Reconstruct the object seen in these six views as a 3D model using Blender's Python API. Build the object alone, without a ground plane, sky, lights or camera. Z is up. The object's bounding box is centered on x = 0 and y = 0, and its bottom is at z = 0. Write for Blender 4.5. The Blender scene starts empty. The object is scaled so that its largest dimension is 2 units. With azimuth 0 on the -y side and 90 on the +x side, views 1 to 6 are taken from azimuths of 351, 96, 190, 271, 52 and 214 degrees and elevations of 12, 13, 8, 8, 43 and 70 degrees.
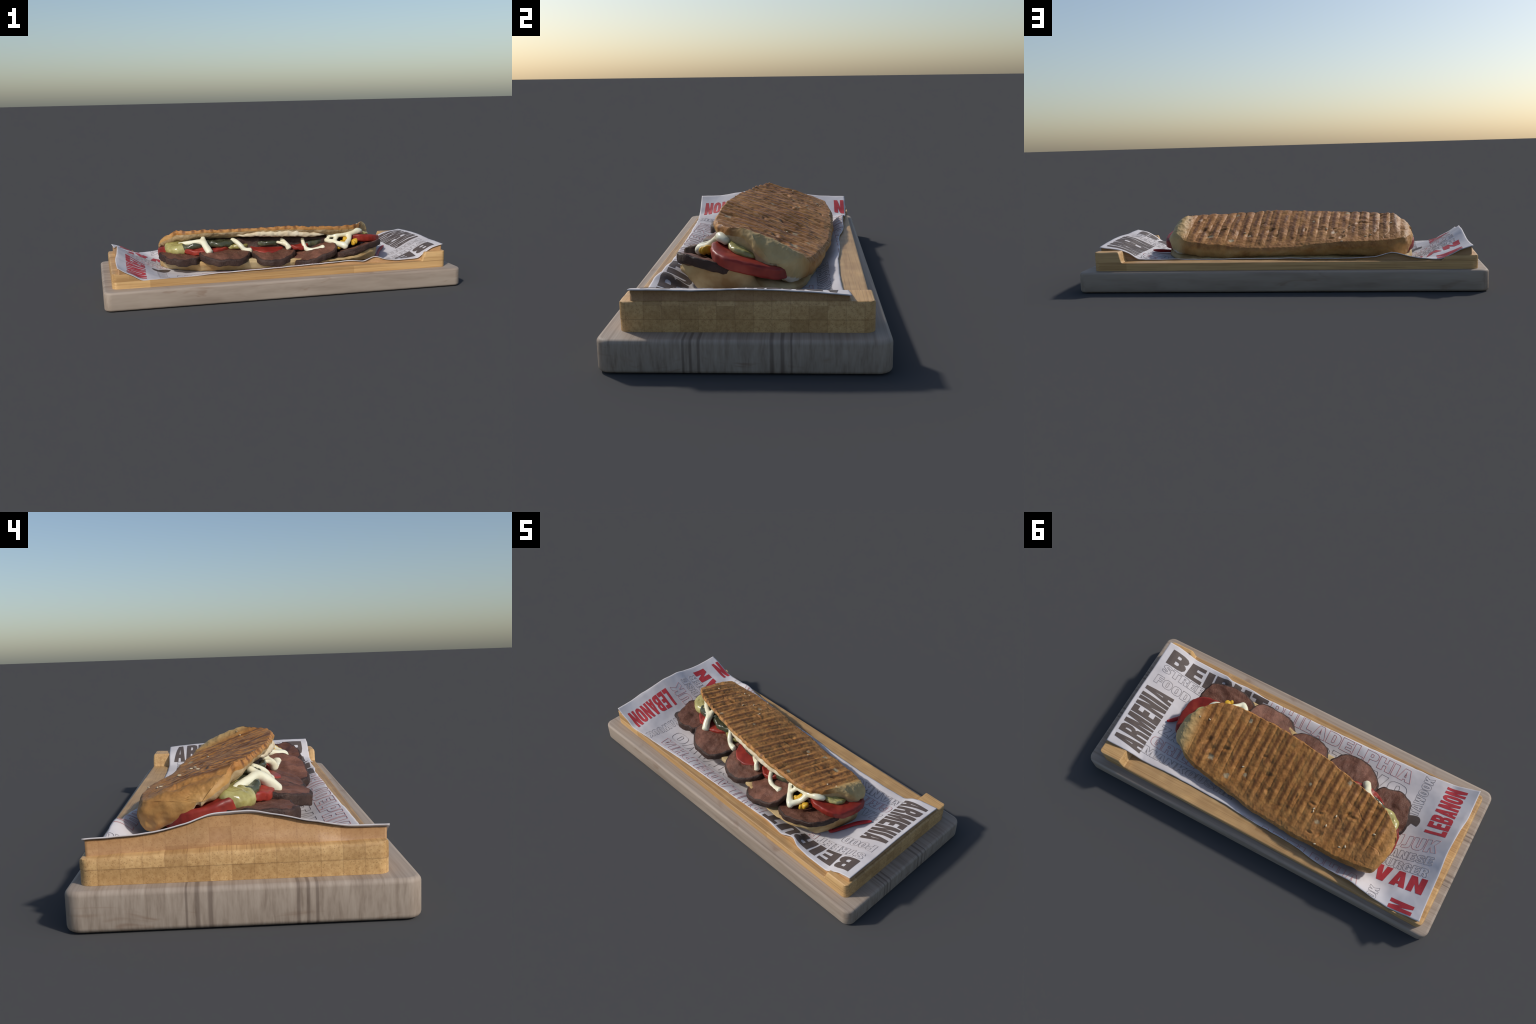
# Grilled flat-bread sandwich on printed paper, on a bamboo tray, on a wooden slab.
# Everything is described in a frame (a, b, z): a along the board, b across it,
# turned three degrees about z by the root objects.
import bpy, bmesh, math, random
import numpy as np
from mathutils import Vector, noise, Euler

random.seed(7)
TURN = math.radians(3.0)
scene = bpy.context.scene

# ------------------------------------------------------------------ helpers
def link(obj, parent=None):
    scene.collection.objects.link(obj)
    if parent is not None:
        obj.parent = parent
    return obj

def mesh_object(name, verts, faces, parent, mats, smooth=True, face_mats=None):
    me = bpy.data.meshes.new(name)
    me.from_pydata([tuple(v) for v in verts], [], [tuple(f) for f in faces])
    for m in (mats if isinstance(mats, (list, tuple)) else [mats]):
        me.materials.append(m)
    if face_mats is not None:
        me.polygons.foreach_set("material_index", face_mats)
    bm = bmesh.new(); bm.from_mesh(me)
    bmesh.ops.recalc_face_normals(bm, faces=bm.faces)
    bm.to_mesh(me); bm.free()
    if smooth:
        me.polygons.foreach_set("use_smooth", [True] * len(me.polygons))
    return link(bpy.data.objects.new(name, me), parent)

def root_empty(name, label, category):
    o = bpy.data.objects.new(name, None)
    o.empty_display_size = 0.1
    o.rotation_euler = (0, 0, TURN)
    o["label"] = label; o["category"] = category
    return link(o)

def sharpen(o, deg=40):
    o.data.set_sharp_from_angle(angle=math.radians(deg))

def spline(table, x, col=1):
    """monotone-ish cubic (Hermite) through the control points of a table"""
    xs = [r[0] for r in table]; ys = [r[col] for r in table]
    n = len(xs)
    if x <= xs[0]: return ys[0]
    if x >= xs[-1]: return ys[-1]
    i = 0
    while x > xs[i + 1]: i += 1
    def slope(k):
        if k == 0: return (ys[1] - ys[0]) / (xs[1] - xs[0])
        if k == n - 1: return (ys[-1] - ys[-2]) / (xs[-1] - xs[-2])
        d0 = (ys[k] - ys[k-1]) / (xs[k] - xs[k-1]); d1 = (ys[k+1] - ys[k]) / (xs[k+1] - xs[k])
        if d0 * d1 <= 0: return 0.0
        return 2 * d0 * d1 / (d0 + d1)
    h = xs[i+1] - xs[i]; t = (x - xs[i]) / h
    m0, m1 = slope(i) * h, slope(i+1) * h
    return ((2*t**3 - 3*t**2 + 1) * ys[i] + (t**3 - 2*t**2 + t) * m0
            + (-2*t**3 + 3*t**2) * ys[i+1] + (t**3 - t**2) * m1)

def sstep(e0, e1, x):
    t = max(0.0, min(1.0, (x - e0) / (e1 - e0)))
    return t * t * (3 - 2 * t)

def lerp(p, q, t): return p + (q - p) * t

def fbm(p, scale, octaves=3, seed=0.0):
    v, amp, s = 0.0, 1.0, scale
    for _ in range(octaves):
        v += amp * noise.noise(Vector((p[0]*s + seed, p[1]*s + seed*1.7, p[2]*s - seed)))
        amp *= 0.5; s *= 2.0
    return v

def catmull(pts, per=8):
    """points resampled along a Catmull-Rom curve; extra columns (radius) ride along"""
    P = np.array(pts, float); out = []
    for i in range(len(P) - 1):
        p0 = P[max(i-1, 0)]; p1 = P[i]; p2 = P[i+1]; p3 = P[min(i+2, len(P)-1)]
        for k in range(per):
            t = k / per
            out.append(0.5 * ((2*p1) + (-p0+p2)*t + (2*p0-5*p1+4*p2-p3)*t*t + (-p0+3*p1-3*p2+p3)*t**3))
    out.append(P[-1])
    return np.array(out)

# ------------------------------------------------------------------ materials
class Nodes:
    def __init__(self, name, rough=0.6, spec=0.3):
        self.mat = bpy.data.materials.new(name); self.mat.use_nodes = True
        self.t = self.mat.node_tree; self.b = self.t.nodes["Principled BSDF"]
        self.b.inputs["Roughness"].default_value = rough
        self.b.inputs["Specular IOR Level"].default_value = spec
        self.obj = self.t.nodes.new("ShaderNodeTexCoord").outputs["Object"]
        self.sep = self.t.nodes.new("ShaderNodeSeparateXYZ")
        self.t.links.new(self.obj, self.sep.inputs[0])
        self.x, self.y, self.z = self.sep.outputs
    def put(self, sock, v):
        if hasattr(v, "is_output"): self.t.links.new(v, sock)
        else: sock.default_value = v
    def math(self, op, a, b=0.0, c=None, clamp=False):
        n = self.t.nodes.new("ShaderNodeMath"); n.operation = op; n.use_clamp = clamp
        self.put(n.inputs[0], a); self.put(n.inputs[1], b)
        if c is not None: self.put(n.inputs[2], c)
        return n.outputs[0]
    def scaled(self, scale, vec=None):
        n = self.t.nodes.new("ShaderNodeMapping")
        self.put(n.inputs["Vector"], vec or self.obj); n.inputs["Scale"].default_value = scale
        return n.outputs[0]
    def noise(self, scale, detail=4, rough=0.55, vec=None, dist=0.0):
        n = self.t.nodes.new("ShaderNodeTexNoise")
        self.put(n.inputs["Vector"], vec or self.obj)
        n.inputs["Scale"].default_value = scale; n.inputs["Detail"].default_value = detail
        n.inputs["Roughness"].default_value = rough; n.inputs["Distortion"].default_value = dist
        return n.outputs[0]
    def voronoi(self, scale, vec=None):
        n = self.t.nodes.new("ShaderNodeTexVoronoi")
        self.put(n.inputs["Vector"], vec or self.obj); n.inputs["Scale"].default_value = scale
        return n.outputs["Distance"]
    def white(self, v):
        n = self.t.nodes.new("ShaderNodeTexWhiteNoise"); n.noise_dimensions = '2D'
        self.put(n.inputs["Vector"], v); return n.outputs["Value"]
    def vec(self, x, y, z):
        n = self.t.nodes.new("ShaderNodeCombineXYZ")
        for i, v in enumerate((x, y, z)): self.put(n.inputs[i], v)
        return n.outputs[0]
    def ramp(self, fac, stops):
        n = self.t.nodes.new("ShaderNodeValToRGB"); self.put(n.inputs[0], fac)
        e = n.color_ramp.elements
        while len(e) < len(stops): e.new(0.5)
        for el, (p, c) in zip(e, stops):
            el.position = p
            el.color = (c, c, c, 1) if isinstance(c, (int, float)) else (*c, 1)
        return n.outputs[0]
    def step(self, e0, e1, v):
        n = self.t.nodes.new("ShaderNodeMapRange"); n.interpolation_type = 'SMOOTHSTEP'
        self.put(n.inputs[0], v); n.inputs[1].default_value = e0; n.inputs[2].default_value = e1
        return n.outputs[0]
    def mix(self, fac, a, b, mode='MIX'):
        n = self.t.nodes.new("ShaderNodeMix"); n.data_type = 'RGBA'; n.blend_type = mode
        self.put(n.inputs[0], fac)
        for s, v in ((n.inputs[6], a), (n.inputs[7], b)):
            self.put(s, v if hasattr(v, "is_output") else (*v, 1))
        return n.outputs[2]
    def color(self, c): self.put(self.b.inputs["Base Color"], c if hasattr(c, "is_output") else (*c, 1))
    def bump(self, h, strength=0.3, dist=0.004):
        n = self.t.nodes.new("ShaderNodeBump"); n.inputs["Strength"].default_value = strength
        n.inputs["Distance"].default_value = dist; self.put(n.inputs["Height"], h)
        self.t.links.new(n.outputs[0], self.b.inputs["Normal"])

def slab_wood():
    m = Nodes("greyed_wood", 0.6, 0.25)
    warp = m.noise(2.2, 3)
    yv = m.math('ADD', m.y, m.math('MULTIPLY', warp, 0.02))
    v = m.vec(m.math('MULTIPLY', m.x, 1.6), m.math('MULTIPLY', yv, 85.0), m.math('MULTIPLY', m.z, 14.0))
    g = m.noise(1.0, 5, 0.6, v)
    c = m.ramp(g, [(0.25, (0.235, 0.180, 0.138)), (0.5, (0.345, 0.278, 0.222)), (0.8, (0.430, 0.355, 0.290))])
    # soft brown heart patches and knots
    kn = m.noise(3.2, 3, 0.6, m.scaled((1.0, 1.4, 5.0)), 1.2)
    c = m.mix(m.math('MULTIPLY', m.step(0.60, 0.74, kn), 0.55), c, (0.215, 0.135, 0.090))
    # narrow dark glue strips that run the length of the slab
    wob = m.math('MULTIPLY', m.math('SUBTRACT', m.noise(3.0, 2), 0.5), 0.006)
    yy = m.math('ADD', m.y, wob)
    tot = None
    for pos, w in ((-0.168, 0.004), (-0.147, 0.0045), (-0.124, 0.0045), (0.080, 0.006), (0.110, 0.006), (0.135, 0.003)):
        d = m.math('ABSOLUTE', m.math('SUBTRACT', yy, pos))
        p = m.math('SUBTRACT', 1.0, m.step(w * 0.4, w * 1.4, d))
        tot = p if tot is None else m.math('MAXIMUM', tot, p)
    c = m.mix(m.math('MULTIPLY', tot, 0.55), c, (0.085, 0.055, 0.042))
    m.color(c); m.bump(g, 0.12, 0.002)
    return m.mat

def bamboo(name="bamboo", warm=0.0):
    m = Nodes(name, 0.48, 0.35)
    strip = m.math('FLOOR', m.math('MULTIPLY', m.math('ADD', m.y, 0.5), 19.0))
    row = m.math('FLOOR', m.math('MULTIPLY', m.math('SUBTRACT', m.z, 0.0995), 25.0))
    end = m.math('FLOOR', m.math('MULTIPLY', m.math('ADD', m.x, m.math('MULTIPLY', strip, 0.37)), 0.9))
    tone = m.white(m.vec(m.math('ADD', strip, m.math('MULTIPLY', row, 7.3)), m.math('ADD', row, end), 0.0))
    v = m.vec(m.math('MULTIPLY', m.x, 3.0), m.math('MULTIPLY', m.y, 90.0), m.math('MULTIPLY', m.z, 90.0))
    g = m.noise(1.0, 4, 0.6, v)
    pores = m.voronoi(1.0, m.vec(m.math('MULTIPLY', m.x, 3.0), m.math('MULTIPLY', m.y, 190.0), m.math('MULTIPLY', m.z, 190.0)))
    c = m.ramp(g, [(0.2, (0.430, 0.245, 0.095)), (0.5, (0.610, 0.380, 0.165)), (0.8, (0.720, 0.480, 0.225))])
    c = m.mix(0.55, c, m.ramp(tone, [(0.0, (0.50, 0.42, 0.33)), (0.5, (0.85, 0.80, 0.74)), (1.0, (1.0, 1.0, 1.0))]), 'MULTIPLY')
    c = m.mix(m.math('MULTIPLY', m.math('SUBTRACT', 1.0, m.step(0.10, 0.40, pores)), 0.55), c, (0.290, 0.150, 0.060))
    # seams between the strips
    fr = m.math('FRACT', m.math('MULTIPLY', m.math('ADD', m.y, 0.5), 19.0))
    seam = m.math('SUBTRACT', 1.0, m.step(0.0, 0.045, m.math('MINIMUM', fr, m.math('SUBTRACT', 1.0, fr))))
    c = m.mix(m.math('MULTIPLY', seam, 0.30), c, (0.230, 0.120, 0.050))
    layer = m.math('SUBTRACT', 1.0, m.step(0.0004, 0.0016, m.math('ABSOLUTE', m.math('SUBTRACT', m.z, 0.1385))))
    c = m.mix(m.math('MULTIPLY', layer, 0.45), c, (0.200, 0.105, 0.045))
    blot = m.step(0.58, 0.75, m.noise(9.0, 3))
    c = m.mix(m.math('MULTIPLY', blot, 0.22), c, (0.380, 0.205, 0.085))
    if warm: c = m.mix(warm, c, (0.300, 0.145, 0.070))
    m.color(c); m.bump(m.math('ADD', g, m.math('MULTIPLY', pores, 0.5)), 0.15, 0.002)
    return m.mat

def paper_mat():
    m = Nodes("printed_paper", 0.62, 0.25)
    n = m.noise(4.5, 4); f = m.noise(60.0, 3)
    c = m.ramp(n, [(0.3, (0.520, 0.480, 0.480)), (0.55, (0.605, 0.570, 0.575)), (0.8, (0.660, 0.635, 0.650))])
    c = m.mix(m.math('MULTIPLY', m.step(0.62, 0.75, m.noise(7.0, 3)), 0.25), c, (0.50, 0.43, 0.40))
    m.color(c); m.bump(m.math('ADD', m.noise(14.0, 3), m.math('MULTIPLY', f, 0.15)), 0.25, 0.004)
    return m.mat

def flat_ink(name, c, rough=0.6):
    m = Nodes(name, rough, 0.25)
    n = m.noise(120.0, 3)
    m.color(m.mix(m.math('MULTIPLY', n, 0.5), c, tuple(min(1, v * 1.5 + 0.02) for v in c)))
    return m.mat

def crust_mat():
    m = Nodes("toasted_crust", 0.55, 0.3)
    # distance from the pressed top plane: toasting sits where the grill plate touched
    plane = m.math('SUBTRACT', m.math('ADD', m.z, m.math('MULTIPLY', m.y, 0.365)),
                   m.math('SUBTRACT', 0.297, m.math('MULTIPLY', m.x, 0.045)))
    plane = m.math('ADD', plane, m.math('MULTIPLY', m.math('SUBTRACT', m.noise(14.0, 4), 0.5), 0.024))
    toast = m.step(-0.030, -0.004, plane)
    endr = m.math('SUBTRACT', 1.0, m.step(0.475, 0.535, m.math('ADD', m.x, m.math('MULTIPLY', m.y, 0.15))))
    endl = m.step(-0.625, -0.55, m.x)
    toast = m.math('MULTIPLY', toast, m.math('MULTIPLY', endr, m.math('ADD', 0.4, m.math('MULTIPLY', endl, 0.6))))
    fine = m.noise(150.0, 4, 0.7); mid = m.noise(22.0, 5, 0.65); big = m.noise(5.0, 3)
    gold = m.ramp(m.noise(8.0, 4), [(0.3, (0.300, 0.135, 0.035)), (0.5, (0.440, 0.235, 0.072)), (0.75, (0.520, 0.325, 0.130))])
    pale = m.ramp(m.noise(10.0, 4), [(0.3, (0.400, 0.265, 0.100)), (0.6, (0.520, 0.390, 0.190)), (0.85, (0.60, 0.48, 0.27))])
    endp = m.step(0.49, 0.56, m.x)
    side = m.mix(endp, gold, pale)
    brown = m.ramp(mid, [(0.25, (0.215, 0.080, 0.020)), (0.5, (0.385, 0.162, 0.040)), (0.75, (0.520, 0.255, 0.070))])
    brown = m.mix(m.math('MULTIPLY', m.step(0.45, 0.7, fine), 0.40), brown, (0.520, 0.275, 0.095))
    brown = m.mix(m.math('MULTIPLY', m.step(0.45, 0.65, big), 0.30), brown, (0.400, 0.205, 0.078))
    # bars left by the grill, one per groove
    xx = m.math('ADD', m.math('SUBTRACT', m.x, m.math('MULTIPLY', m.y, 0.03)),
                m.math('MULTIPLY', m.math('SUBTRACT', m.noise(7.0, 3), 0.5), 0.014))
    ph = m.math('FRACT', m.math('ADD', m.math('DIVIDE', xx, 0.0515), 20.0))
    d = m.math('ABSOLUTE', m.math('SUBTRACT', ph, 0.5))
    bar = m.step(0.22, 0.44, d)
    patch = m.math('MULTIPLY', m.step(0.32, 0.52, m.noise(8.0, 4, 0.6)), m.math('SUBTRACT', 1.15, m.step(0.12, 0.30, m.y), None, True))
    brown = m.mix(m.math('MULTIPLY', m.math('MULTIPLY', bar, patch), 0.85), brown, (0.125, 0.046, 0.014))
    c = m.mix(toast, side, brown)
    # flour-dusted torn spots
    fl = None
    for (px, py, r) in ((0.375, 0.137, 0.016), (0.256, 0.182, 0.015), (0.271, -0.103, 0.010), (-0.151, 0.046, 0.009), (-0.322, -0.043, 0.013), (-0.262, 0.19, 0.014), (0.17, 0.14, 0.010)):
        dd = m.math('SQRT', m.math('ADD', m.math('POWER', m.math('SUBTRACT', m.x, px), 2.0), m.math('POWER', m.math('SUBTRACT', m.y, py), 2.0)))
        dd = m.math('ADD', dd, m.math('MULTIPLY', m.math('SUBTRACT', m.noise(45.0, 4, 0.7), 0.5), 0.045))
        s = m.math('SUBTRACT', 1.0, m.step(r * 0.4, r * 1.2, dd))
        fl = s if fl is None else m.math('MAXIMUM', fl, s)
    c = m.mix(m.math('MULTIPLY', fl, 0.75), c, (0.460, 0.385, 0.235))
    # torn white fringe along the lower lip of the open end
    lip = m.math('ADD', m.math('ADD', plane, m.math('MULTIPLY', m.math('SUBTRACT', m.y, 0.02), 0.2)), 0.040)
    lip = m.math('ADD', lip, m.math('MULTIPLY', m.math('SUBTRACT', m.noise(70.0, 3), 0.5), 0.03))
    fringe = m.math('MULTIPLY', m.math('SUBTRACT', 1.0, m.step(0.0, 0.012, lip)), m.step(0.50, 0.55, m.x))
    c = m.mix(m.math('MULTIPLY', fringe, 0.8), c, (0.600, 0.560, 0.470))
    m.color(c); m.bump(m.math('ADD', mid, m.math('MULTIPLY', fine, 0.5)), 0.35, 0.004)
    return m.mat

def crumb_mat(name, tones):
    m = Nodes(name, 0.8, 0.15)
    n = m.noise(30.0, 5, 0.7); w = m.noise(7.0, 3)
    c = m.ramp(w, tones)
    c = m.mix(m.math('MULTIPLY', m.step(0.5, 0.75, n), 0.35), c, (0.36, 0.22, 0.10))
    m.color(c); m.bump(n, 0.6, 0.006)
    return m.mat

def lower_bread_mat():
    m = Nodes("pale_bread", 0.7, 0.2)
    n = m.noise(9.0, 4); f = m.noise(70.0, 4)
    c = m.ramp(n, [(0.3, (0.340, 0.190, 0.070)), (0.5, (0.500, 0.350, 0.165)), (0.75, (0.600, 0.480, 0.280))])
    m.color(m.mix(m.math('MULTIPLY', m.step(0.55, 0.8, f), 0.3), c, (0.33, 0.20, 0.09))); m.bump(f, 0.3, 0.004)
    return m.mat

def meat_mat(name, rim):
    m = Nodes(name, 0.58 if not rim else 0.55, 0.28)
    n = m.noise(12.0, 5, 0.65); f = m.noise(110.0, 4, 0.7)
    fib = m.noise(1.0, 4, 0.6, m.scaled((70.0, 25.0, 40.0)))
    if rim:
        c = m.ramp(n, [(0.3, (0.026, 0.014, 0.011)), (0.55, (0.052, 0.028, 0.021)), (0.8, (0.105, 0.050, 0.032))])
    else:
        c = m.ramp(n, [(0.25, (0.075, 0.030, 0.018)), (0.5, (0.140, 0.058, 0.036)), (0.75, (0.235, 0.102, 0.066))])
        c = m.mix(m.math('MULTIPLY', m.step(0.58, 0.72, f), 0.55), c, (0.300, 0.165, 0.115))
        c = m.mix(m.math('MULTIPLY', m.step(0.5, 0.7, fib), 0.3), c, (0.070, 0.028, 0.020))
    m.color(c); m.bump(m.math('ADD', f, fib), 0.7, 0.004)
    return m.mat

def tomato_mat():
    m = Nodes("tomato_flesh", 0.42, 0.35)
    n = m.noise(14.0, 4)
    m.color(m.ramp(n, [(0.3, (0.150, 0.014, 0.010)), (0.55, (0.270, 0.027, 0.017)), (0.8, (0.370, 0.060, 0.032))]))
    m.b.inputs["Subsurface Weight"].default_value = 0.0
    m.b.inputs["Subsurface Radius"].default_value = (0.02, 0.005, 0.003)
    m.bump(m.noise(40.0, 3), 0.2, 0.003)
    return m.mat

def pickle_mat(name, dark):
    m = Nodes(name, 0.22, 0.55)
    n = m.noise(16.0, 4)
    if dark: c = m.ramp(n, [(0.3, (0.030, 0.032, 0.018)), (0.6, (0.062, 0.066, 0.036)), (0.85, (0.150, 0.145, 0.065))])
    else: c = m.ramp(n, [(0.3, (0.170, 0.135, 0.045)), (0.5, (0.320, 0.280, 0.090)), (0.75, (0.540, 0.500, 0.210))])
    m.color(c); m.bump(m.noise(60.0, 3), 0.3, 0.003)
    return m.mat

def sauce_mat():
    m = Nodes("garlic_sauce", 0.26, 0.5)
    n = m.noise(10.0, 3)
    m.color(m.ramp(n, [(0.3, (0.700, 0.640, 0.440)), (0.6, (0.790, 0.770, 0.590))]))
    m.b.inputs["Subsurface Weight"].default_value = 0.1
    m.b.inputs["Subsurface Radius"].default_value = (0.01, 0.008, 0.005)
    m.bump(m.noise(25.0, 2), 0.1, 0.004)
    return m.mat

MAT_SLAB = slab_wood(); MAT_BAMBOO = bamboo(); MAT_FLOOR = bamboo("bamboo_floor_board", 0.55)
MAT_PAPER = paper_mat()
MAT_INK = flat_ink("dark_ink", (0.088, 0.066, 0.058)); MAT_RED = flat_ink("red_ink", (0.400, 0.034, 0.042))
MAT_LINE = flat_ink("grey_line_ink", (0.330, 0.300, 0.300)); MAT_REDLINE = flat_ink("red_line_ink", (0.480, 0.260, 0.260))
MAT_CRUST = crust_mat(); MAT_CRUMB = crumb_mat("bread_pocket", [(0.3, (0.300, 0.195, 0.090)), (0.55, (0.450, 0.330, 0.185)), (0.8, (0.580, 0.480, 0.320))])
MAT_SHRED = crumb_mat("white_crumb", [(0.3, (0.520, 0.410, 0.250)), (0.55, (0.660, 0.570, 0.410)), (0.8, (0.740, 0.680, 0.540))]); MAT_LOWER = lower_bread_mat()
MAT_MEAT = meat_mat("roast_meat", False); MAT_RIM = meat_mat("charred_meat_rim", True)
MAT_TOMATO = tomato_mat(); MAT_PICKLE = pickle_mat("pale_pickle", False); MAT_GHERKIN = pickle_mat("dark_pickle", True)
MAT_SAUCE = sauce_mat(); MAT_MUSTARD = flat_ink("mustard", (0.520, 0.300, 0.020), 0.35)
MAT_PEPPER = flat_ink("red_pepper_skin", (0.300, 0.014, 0.016), 0.25)
MAT_SEED = flat_ink("sesame", (0.470, 0.390, 0.260), 0.5)

# ------------------------------------------------------------------ slab
def rounded_box(name, a0, a1, b0, b1, z0, z1, corner, edge, mat, parent):
    """box with round plan corners and softened rims, as stacked rounded-rectangle rings"""
    def ring(inset, z):
        r = max(corner - inset, 0.002); pts = []
        for (ca, cb, s) in ((a1-corner, b1-corner, 0), (a0+corner, b1-corner, 1), (a0+corner, b0+corner, 2), (a1-corner, b0+corner, 3)):
            for k in range(9):
                th = math.pi / 2 * (s + k / 8)
                pts.append((ca + r * math.cos(th), cb + r * math.sin(th), z))
        return pts
    rings = []
    for k in range(5):
        th = math.pi / 2 * k / 4
        rings.append(ring(edge * (1 - math.sin(th)), z0 + edge * (1 - math.cos(th))))
    for k in range(5):
        th = math.pi / 2 * k / 4
        rings.append(ring(edge * (1 - math.cos(th)), z1 - edge * (1 - math.sin(th))))
    n = len(rings[0]); verts = [p for r in rings for p in r]; faces = []
    for i in range(len(rings) - 1):
        for k in range(n):
            faces.append((i*n+k, i*n+(k+1) % n, (i+1)*n+(k+1) % n, (i+1)*n+k))
    faces.append(tuple(range(n - 1, -1, -1))); faces.append(tuple((len(rings)-1)*n + k for k in range(n)))
    o = mesh_object(name, verts, faces, parent, mat)
    o.data.polygons[len(faces)-1].use_smooth = False
    o.data.polygons[len(faces)-2].use_smooth = False
    return o

slab = rounded_box("wooden_slab", -0.9815, 0.9815, -0.4200, 0.4200, 0.0, 0.100, 0.042, 0.013, MAT_SLAB, None)
slab.rotation_euler = (0, 0, TURN)
slab["label"] = "long greyish wooden slab with rounded corners"; slab["category"] = "wooden board"

# ------------------------------------------------------------------ paper shape
PF = [(-0.905, -0.354), (-0.81, -0.352), (-0.63, -0.342), (-0.28, -0.325), (0.09, -0.317), (0.30, -0.312), (0.43, -0.323), (0.505, -0.312), (0.56, -0.330), (0.76, -0.336), (0.905, -0.334)]
PB = [(-0.913, 0.380), (-0.777, 0.378), (-0.62, 0.366), (-0.50, 0.352), (-0.38, 0.349), (-0.18, 0.320), (0.0, 0.315), (0.25, 0.298), (0.50, 0.294), (0.73, 0.300), (0.905, 0.305)]
PL = [(-0.354, -0.905), (-0.2, -0.908), (-0.1, -0.896), (0.02, -0.889), (0.13, -0.899), (0.28, -0.906), (0.38, -0.913)]
ZF = [(-0.907, 0.215), (-0.87, 0.192), (-0.829, 0.169), (-0.77, 0.141), (-0.65, 0.138), (-0.38, 0.146), (-0.15, 0.150), (0.15, 0.156), (0.377, 0.161), (0.437, 0.156), (0.511, 0.175), (0.572, 0.161), (0.65, 0.154), (0.747, 0.156), (0.798, 0.186), (0.848, 0.214), (0.902, 0.226)]
ZM = [(-0.89, 0.258), (-0.83, 0.216), (-0.77, 0.172), (-0.70, 0.135), (-0.63, 0.115), (-0.5, 0.111), (0.0, 0.110), (0.5, 0.112), (0.60, 0.122), (0.67, 0.138), (0.73, 0.160), (0.78, 0.184), (0.84, 0.212), (0.905, 0.2265)]
ZEND = [(-0.355, 0.0), (-0.275, 0.06), (-0.176, 0.40), (-0.077, 0.85), (-0.018, 1.0), (0.061, 0.94), (0.14, 0.52), (0.22, 0.18), (0.298, 0.06), (0.383, 0.0)]
ZB = [(-0.913, 0.210), (-0.857, 0.192), (-0.754, 0.148), (-0.69, 0.150), (-0.633, 0.158), (-0.54, 0.177), (-0.455, 0.157), (-0.27, 0.150), (-0.10, 0.148), (0.30, 0.146), (0.70, 0.146), (0.762, 0.180), (0.806, 0.195), (0.906, 0.209)]

def paper_front(a): return spline(PF, a)
def paper_back(a): return spline(PB, a)
def paper_z(a, b):
    f, k = paper_front(a), paper_back(a)
    t = min(1.05, max(-0.05, (b - f) / (k - f)))
    zf, zm, zb = spline(ZF, a), spline(ZM, a), spline(ZB, a)
    # edges keep their own waves and drop into the recess; the left end swells in the middle
    wf, wb = max(0, 1 - t / 0.20), max(0, 1 - (1 - t) / 0.14)
    drop = zm + (zf - zm) * wf * wf * (3 - 2*wf) + (zb - zm) * wb * wb * (3 - 2*wb)
    base = zf + (zb - zf) * t
    hump = base + (zm - base) * (spline(ZEND, b) if a < 0 else 4 * t * (1 - t))
    endness = max(sstep(0.66, 0.82, a), sstep(-0.71, -0.86, a))
    z = drop * (1 - endness) + hump * endness
    return z + 0.0022 * fbm((a, b, 0.3), 7.0, 2, 3.1) + 0.0012 * fbm((a, b, 0.7), 22.0, 2, 8.0)

NA, NB = 300, 110
def paper_ab(i, j, inset=0.0):
    t = j / NB
    b_guess = -0.345 + 0.70 * t
    aL = spline(PL, b_guess) + inset; aR = 0.9035 - inset
    a = lerp(aL, aR, i / NA)
    f, k = paper_front(a) + inset, paper_back(a) - inset
    f += 0.0015 * fbm((a, 0, 0), 18.0, 2, 1.0) ; k += 0.0015 * fbm((a, 1, 0), 18.0, 2, 2.0)
    return a, lerp(f, k, t)

def sheet(name, inset, top_drop, bottom, parent, mat):
    verts, faces = [], []
    W = NB + 1
    for i in range(NA + 1):
        for j in range(W):
            a, b = paper_ab(i, j, inset); verts.append((a, b, paper_z(a, b) - top_drop))
    off = len(verts)
    for (a, b, z) in verts[:off]:
        verts.append((a, b, bottom(a, b, z)))
    for i in range(NA):
        for j in range(NB):
            q = (i*W+j, (i+1)*W+j, (i+1)*W+j+1, i*W+j+1)
            faces.append(q); faces.append(tuple(off + v for v in reversed(q)))
    rim = [i*W for i in range(NA+1)] + [NA*W+j for j in range(1, W)] + [i*W+NB for i in range(NA-1, -1, -1)] + [j for j in range(NB-1, 0, -1)]
    for k in range(len(rim)):
        p, q = rim[k], rim[(k+1) % len(rim)]
        faces.append((q, p, p + off, q + off))
    return mesh_object(name, verts, faces, parent, mat)

paper = sheet("paper_liner", 0.0, 0.0, lambda a, b, z: z - 0.0035, None, MAT_PAPER)
paper.rotation_euler = (0, 0, TURN)
paper["label"] = "white printed paper liner with curled ends"; paper["category"] = "food paper"

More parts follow.
